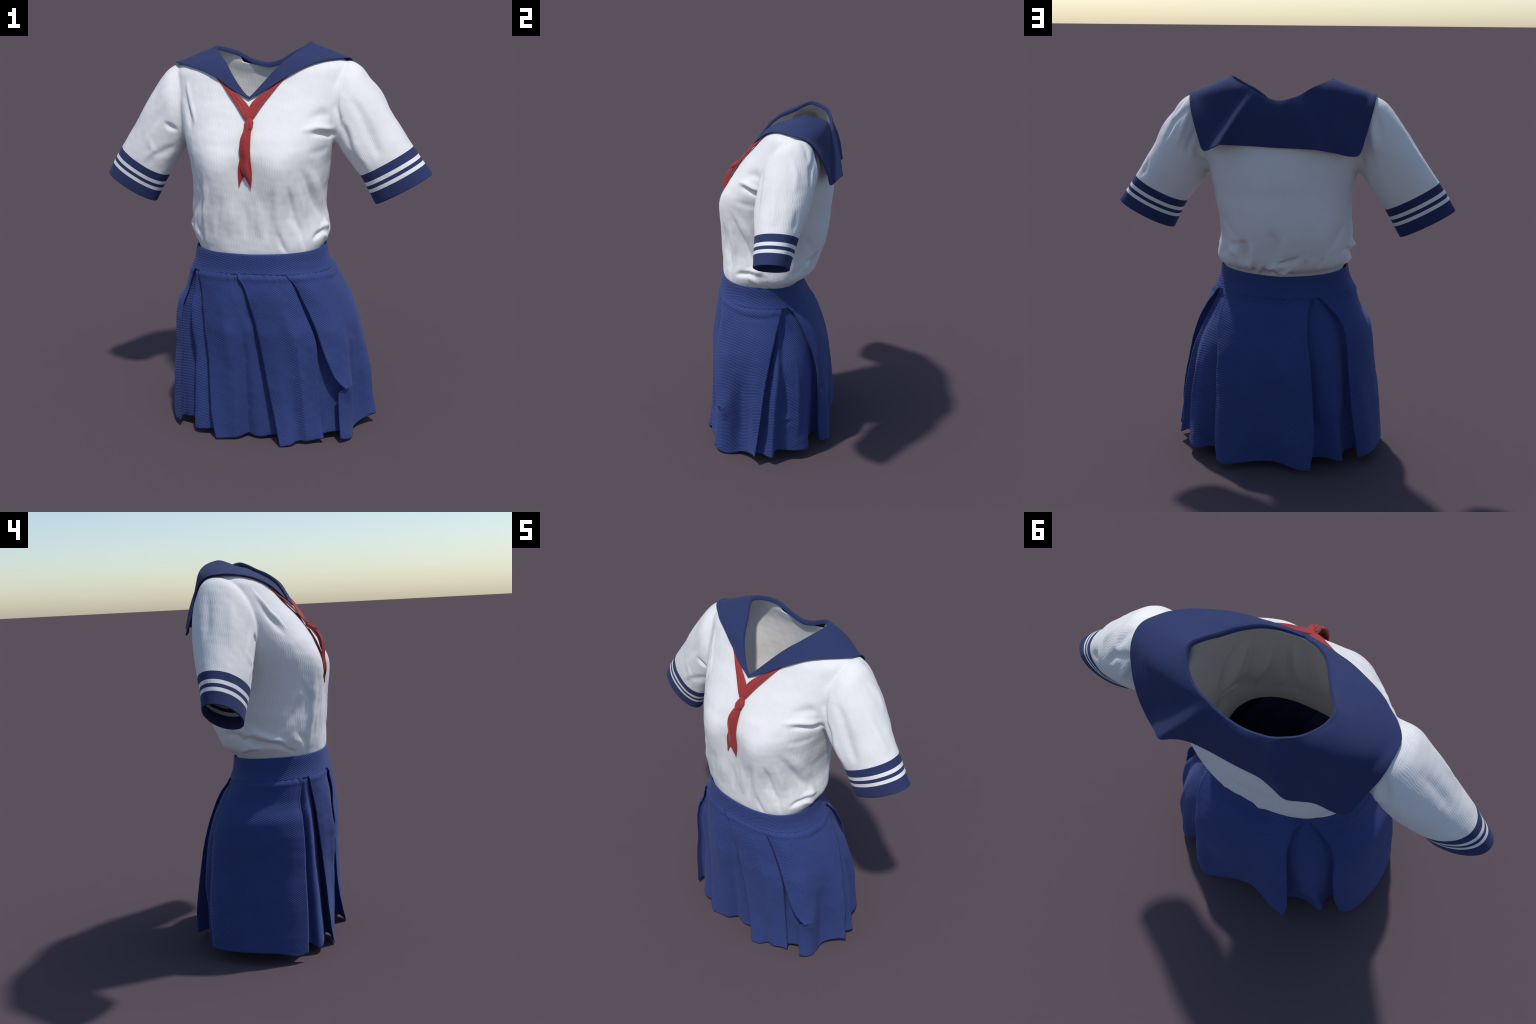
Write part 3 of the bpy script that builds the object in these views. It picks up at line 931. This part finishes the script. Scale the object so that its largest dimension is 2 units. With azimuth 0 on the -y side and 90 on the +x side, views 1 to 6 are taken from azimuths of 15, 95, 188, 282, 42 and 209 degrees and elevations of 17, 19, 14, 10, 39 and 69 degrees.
# --- front-left panel
rail("soft", .010, (.91, 46, 0), (.75, 56, -.004), (.55, 61, -.008), (.4, 64, -.014), (.3, 67.5, -.014), (.2, 66.5, .002), (.02, 66, .006))
rail("soft", .004, (.91, 56, 0), (.6, 67, .000), (.3, 71.5, .012), (.02, 72.3, .040))
rail("soft", .020, (.91, 68, .004), (.81, 68, .004), (.6, 74, .012), (.45, 77.5, .028), (.2, 78.5, .055), (.03, 79, .074))
rail("soft", .036, (.91, 82, .002), (.7, 80, .006), (.45, 83, .026), (.2, 84, .048), (.03, 84.5, .058))
rail("soft", .050, (.91, 98, 0), (.7, 92, -.001), (.45, 89.5, .002), (.2, 88.6, .008), (.05, 88.3, .018))
rail("fold", .056, *A_LEFT)
pleat_under("fold", .060, A_LEFT, -2.6, .007, .048)
# --- panel inside the left opening
rail("soft", .056, (.905, 107, .012), (.77, 99, .052), (.5, 96, .046), (.3, 95, .040), (.05, 94.5, .028))
rail("soft", .046, (.905, 109.8, .005), (.77, 104, .034), (.52, 103, .014), (.36, 101.4, .008), (.2, 101, .006), (.046, 100.8, .007))
rail("soft", .070, (.905, 110.3, .006), (.77, 107, .048), (.52, 107, .040), (.36, 105.5, .050), (.046, 103, .052))
rail("soft", .066, (.905, 110.6, .006), (.77, 110, .046), (.52, 110.5, .032), (.30, 110, .052), (.046, 109.5, .056))
rail("soft", .060, (.905, 111, .006), (.77, 114, .042), (.58, 117.5, .022), (.35, 117.6, .030), (.046, 117, .040))
rail("soft", .056, (.905, 111.2, .006), (.77, 118, .040), (.58, 122, .022), (.35, 123, .034), (.046, 126.2, .035))
rail("soft", .064, (.905, 111.6, .008), (.77, 123, .030), (.58, 129, .034), (.35, 129.5, .064), (.046, 129, .088))
pleat_under("fold", .056, A_RIGHT, 3.0, .010, .075)
pleat_under("soft", .050, A_RIGHT, 4.0, .006, .034)
rail("fold", .040, *A_RIGHT)
rail("soft", .040, (.905, 114, 0), (.85, 122.5, 0), (.69, 132.5, -.001), (.56, 138, .001), (.38, 140, .014), (.13, 141, .022), (.034, 142.4, .022))
rail("soft", .032, (.905, 116, 0), (.85, 124.5, 0), (.69, 134.5, 0), (.535, 141, -.001), (.30, 145.5, -.002), (.034, 149.1, -.002))
# --- back panel
rail("soft", .036, (.90, 126, 0), (.7, 142, 0), (.5, 148, .004), (.3, 152, .012), (.03, 155, .022))
rail("soft", .040, (.90, 142, .004), (.8, 152, .002), (.5, 158, .006), (.3, 161, .026), (.03, 164, .060))
rail("soft", .040, (.89, 172, .008), (.8, 172, .004), (.6, 174, .008), (.3, 175, .036), (.03, 177, .080))
rail("soft", .038, (.89, 196, .006), (.8, 190, .003), (.6, 188, .008), (.3, 187, .030), (.03, 188, .056))
rail("soft", .031, (.89, 212, 0), (.75, 200, 0), (.5, 196, .006), (.3, 194.5, .014), (.03, 193.8, .030))
rail("soft", .028, (.89, 218, 0), (.75, 203, 0), (.5, 201, .004), (.3, 200, .008), (.03, 199, .018))
rail("fold", .031, *B_LEFT)
# --- panel inside the back opening
pleat_under("fold", .040, B_LEFT, -4, .008, .085)
rail("soft", .056, (.90, 221.6, .010), (.8, 212, .024), (.6, 209, .034), (.3, 208, .072), (.04, 208, .100))
rail("soft", .056, (.90, 222, .008), (.8, 219, .012), (.6, 217, .016), (.35, 216, .036), (.2, 217, .084), (.04, 218, .108))
rail("soft", .044, (.90, 222.2, .008), (.8, 225, .012), (.6, 223.5, .018), (.35, 223.5, .036), (.2, 225.5, .056), (.04, 228, .062))
rail("soft", .050, (.90, 222.4, .008), (.8, 230, .018), (.6, 229, .030), (.35, 228, .056), (.2, 229, .085), (.04, 230.5, .095))
rail("soft", .070, (.90, 222.8, .010), (.8, 236, .028), (.6, 236, .045), (.35, 236, .080), (.04, 236, .125))


# soft folds of the skirt: height, width, path of (angle in degrees, height above ground)
SKIRT_FOLDS = (
    (-.012, .026, ((77.5, .50), (78.5, .30), (80, .10))),
    (.007, .030, ((70, .46), (71, .28), (72, .08))),
    (-.012, .018, ((110, .56), (109, .38), (108.5, .22))),
    (.010, .013, ((117.5, .62), (117.8, .36), (117, .10))),
    (.008, .014, ((104, .285), (108, .262), (112.5, .272))),
    (-.007, .012, ((106, .262), (110, .240), (113, .250))),
    (-.007, .012, ((148, .868), (163, .850), (178, .843), (192, .850), (206, .868))),
    (.005, .012, ((152, .882), (170, .868), (188, .868), (202, .882))),
    (.006, .012, ((58, .886), (74, .868), (90, .862), (103, .880))),
    (-.005, .012, ((64, .866), (80, .848), (96, .848))),
    (.005, .012, ((262, .884), (276, .872), (290, .884))),
    (-.005, .022, ((268, .30), (266.5, .18), (266, .08))),
    (.004, .020, ((259, .34), (258, .20), (257, .08))),
    (.005, .022, ((28, .80), (31, .66), (34, .50))),
    (.005, .022, ((333, .80), (338, .60), (340, .40))),
    (.006, .016, ((222, .46), (222.5, .34), (224, .22))),
    (-.006, .018, ((214, .50), (214, .36), (214, .22))),
    (.005, .020, ((236, .60), (238, .44), (239, .28))),
    (-.004, .024, ((178, .70), (180, .50), (182, .30))),
    (.004, .026, ((166, .74), (163, .52), (160, .30))),
)


def skirt_fold_displacement(theta, z):
    Q = np.stack([np.mod(theta, 2 * math.pi) * .45, z], 1)
    out = np.zeros(len(z))
    for height, width, path in SKIRT_FOLDS:
        p = np.array([(math.radians(a) * .45, h) for a, h in path])
        best = np.full(len(z), 9.0); par = np.zeros(len(z)); n = len(p) - 1
        for k in range(n):
            d, t = seg_distance(Q, p[k], p[k + 1])
            m = d < best
            best[m] = d[m]; par[m] = (k + t[m]) / n
        taper = np.sin(np.pi * np.clip(par * 0.94 + 0.03, 0, 1))
        out += height * taper * np.exp(-(best / (width * (.65 + .45 * taper))) ** 2)
    return out


def build_skirt_surface():
    sub = 7
    rows = 120
    n = len(RAILS)
    tt = np.linspace(0, 1, rows)
    TH, D, Zz = np.zeros((rows, n)), np.zeros((rows, n)), np.zeros((rows, n))
    for k, (kind, hem, keys) in enumerate(RAILS):
        keys = sorted(keys)
        kz, ka, kd = [np.array([q[i] for q in keys], float) for i in range(3)]
        ka = np.unwrap(np.radians(ka))
        a0 = ka[-1]
        z = seam_height(a0) + (hem - seam_height(a0)) * tt
        TH[:, k] = smooth_interp(z, kz, ka) if len(kz) > 1 else ka[0]
        D[:, k] = smooth_interp(z, kz, kd)
        Zz[:, k] = z
    # make the angles run on continuously round the body
    for k in range(1, n):
        TH[:, k] += 2 * math.pi * np.round((TH[0, k - 1] - TH[0, k]) / (2 * math.pi))
    kinds = [r[0] for r in RAILS]
    cols = n * sub
    V = np.zeros((rows, cols, 3))
    turn = 2 * math.pi
    for r in range(rows):
        q = np.stack([TH[r] * 0.45, D[r], Zz[r]], 1)                       # arc, depth, height
        ext = lambda i: q[i % n] + np.array([turn * 0.45 * (i // n), 0, 0])
        m_out = np.zeros((n, 3)); m_in = np.zeros((n, 3))
        for k in range(n):
            a, b, c = ext(k - 1), ext(k), ext(k + 1)
            l1 = np.linalg.norm((b - a)[:2]) + 1e-6; l2 = np.linalg.norm((c - b)[:2]) + 1e-6
            if kinds[k] == "fold":
                m_in[k] = (b - a) / l1; m_out[k] = (c - b) / l2
            else:
                s = ((b - a) / l1 * l2 + (c - b) / l2 * l1) / (l1 + l2)
                m_in[k] = m_out[k] = s
        for k in range(n):
            b, c = ext(k), ext(k + 1)
            L = np.linalg.norm((c - b)[:2]) + 1e-6
            m0, m1 = m_out[k] * L, m_in[(k + 1) % n] * L
            t = (np.arange(sub) / sub)[:, None]
            p = (2*t**3 - 3*t**2 + 1) * b + (t**3 - 2*t**2 + t) * m0 + (-2*t**3 + 3*t**2) * c + (t**3 - t**2) * m1
            th = p[:, 0] / 0.45
            rad = envelope(th, p[:, 2]) - p[:, 1]
            V[r, k * sub:(k + 1) * sub] = np.stack([np.sin(th) * rad, AXIS_Y - np.cos(th) * rad, p[:, 2]], 1)
    # puckers where the cloth is gathered into the waist seam, and soft handling marks
    flat = V.reshape(-1, 3)
    th = np.arctan2(flat[:, 0], -(flat[:, 1] - AXIS_Y))
    t = np.repeat(tt, cols)
    out = np.stack([np.sin(th), -np.cos(th), np.zeros(len(th))], 1)
    puck = 0.0032 * np.sin(th * 84 + 3 * np.sin(th * 9)) * np.exp(-((t - .012) / .018) ** 2)
    bead = 0.0060 * np.exp(-((t - .022) / .014) ** 2)
    soft = 0.0030 * value_noise(flat * 7, 11) * smoothstep(0, .12, t) + 0.0012 * value_noise(flat * 20, 12)
    sel = smoothstep(0, .03, t)
    flat = flat + out * (puck + bead + soft * sel + skirt_fold_displacement(th, flat[:, 2]))[:, None]
    return flat, rows, cols


def build_skirt(mat, band_mat):
    top = bpy.data.objects.new("skirt", None); bpy.context.scene.collection.objects.link(top)
    V, rows, cols = build_skirt_surface()
    me = mesh_from("pleats", V, [f[::-1] for f in grid_faces(rows, cols, True)])
    w = np.ones(len(V)); relax(me, w * 0.6, 2)
    ob = add_object("pleats", me, top, mat)
    so = ob.modifiers.new("s", "SOLIDIFY"); so.thickness = 0.0045; so.offset = -1
    m = apply_modifiers(ob); shade_smooth(m)
    # waistband: a slightly flared hoop, folded over at the top
    n = 288
    th = np.linspace(0, 2 * math.pi, n, endpoint=False)
    rows_z = []
    for k, (f, extra) in enumerate(((0.0, .0015), (.06, .0035), (.2, .004), (.5, .004), (.8, .0035), (.95, .0025), (1.0, .000), (1.0, -.004), (.93, -.006), (.5, -.007), (.0, -.009))):
        z = (seam_height(th) - .004) + (band_height(th) - seam_height(th) + .004) * f
        r = envelope(th, z) + extra
        rows_z.append(np.stack([np.sin(th) * r, AXIS_Y - np.cos(th) * r, z], 1))
    W = np.array(rows_z); W[1:6, :, :2] *= (1 + 0.0035 * np.sin(th * 3 + 1))[None, :, None]
    dense = [spline(W[:, c], 61) for c in range(n)]
    W = np.transpose(np.array(dense), (1, 0, 2))
    me = mesh_from("waistband", W.reshape(-1, 3), grid_faces(len(W), n, True)); shade_smooth(me)
    add_object("waistband", me, top, band_mat)
    return top


# ------------------------------------------------------------------ assemble
def main():
    rib = 0.0080
    white = ribbed_cloth("white_rib_knit", WHITE_D, WHITE_L, rib, (1, 0, 0), (0, 1, 0), 0.80)
    navy = ribbed_cloth("navy_rib_knit", NAVY_D, NAVY_L, rib, (1, 0, 0), (0, 1, 0), 0.90, sheen_tint=(.5, .55, .9))
    sleeve_white, sleeve_navy = {}, {}
    for s, table in ((1, SLEEVE_L), (-1, SLEEVE_R)):
        c, ax, up = frame_of_hem(table)
        up = tuple(map(float, up))
        sleeve_white[s] = ribbed_cloth("white_sleeve_knit", WHITE_D, WHITE_L, rib, up, (0, 1, 0), 0.70)
        sleeve_navy[s] = ribbed_cloth("navy_cuff_knit", NAVY_D, NAVY_L, rib, up, (0, 1, 0), 0.70, sheen_tint=(.5, .55, .9))
    skirt_mat = twill_cloth("navy_twill", SKIRT_D, SKIRT_L, 135, 0.0092)
    band_mat = twill_cloth("navy_band_twill", SKIRT_D, SKIRT_L, 84, 0.0092)
    red = woven_cloth("red_weave", RED_D, RED_L)

    blouse = bpy.data.objects.new("blouse", None); bpy.context.scene.collection.objects.link(blouse)
    shell = build_blouse()
    tree = BVHTree.FromPolygons([tuple(v.co) for v in shell.data.vertices], [tuple(p.vertices) for p in shell.data.polygons])
    clip_blouse(shell)
    split_regions(shell, [
        ("bodice", 0, blouse, white),
        ("sleeve", 1, blouse, sleeve_white[1]),
        ("cuff", 2, ("sleeve", 1), sleeve_navy[1]),
        ("stripe", 3, ("sleeve", 1), sleeve_white[1]),
        ("sleeve", 11, blouse, sleeve_white[-1]),
        ("cuff", 12, ("sleeve", 11), sleeve_navy[-1]),
        ("stripe", 13, ("sleeve", 11), sleeve_white[-1]),
    ])
    bpy.data.objects.remove(shell)
    build_collar(blouse, navy, tree)
    tie = build_neckerchief(red, tree)
    skirt = build_skirt(skirt_mat, band_mat)

    # the blouse's empty stands at the hem of the garment; its parts keep their place
    blouse.location = (0, -.09, .93)
    bpy.context.view_layer.update()
    for ob in blouse.children:
        ob.matrix_parent_inverse = blouse.matrix_world.inverted()

    blouse["label"] = "white short-sleeved sailor blouse with navy collar and striped cuffs"; blouse["category"] = "blouse"
    tie["label"] = "red knotted neckerchief with two hanging tails"; tie["category"] = "neckerchief"
    skirt["label"] = "navy blue pleated twill skirt with plain waistband"; skirt["category"] = "skirt"


main()
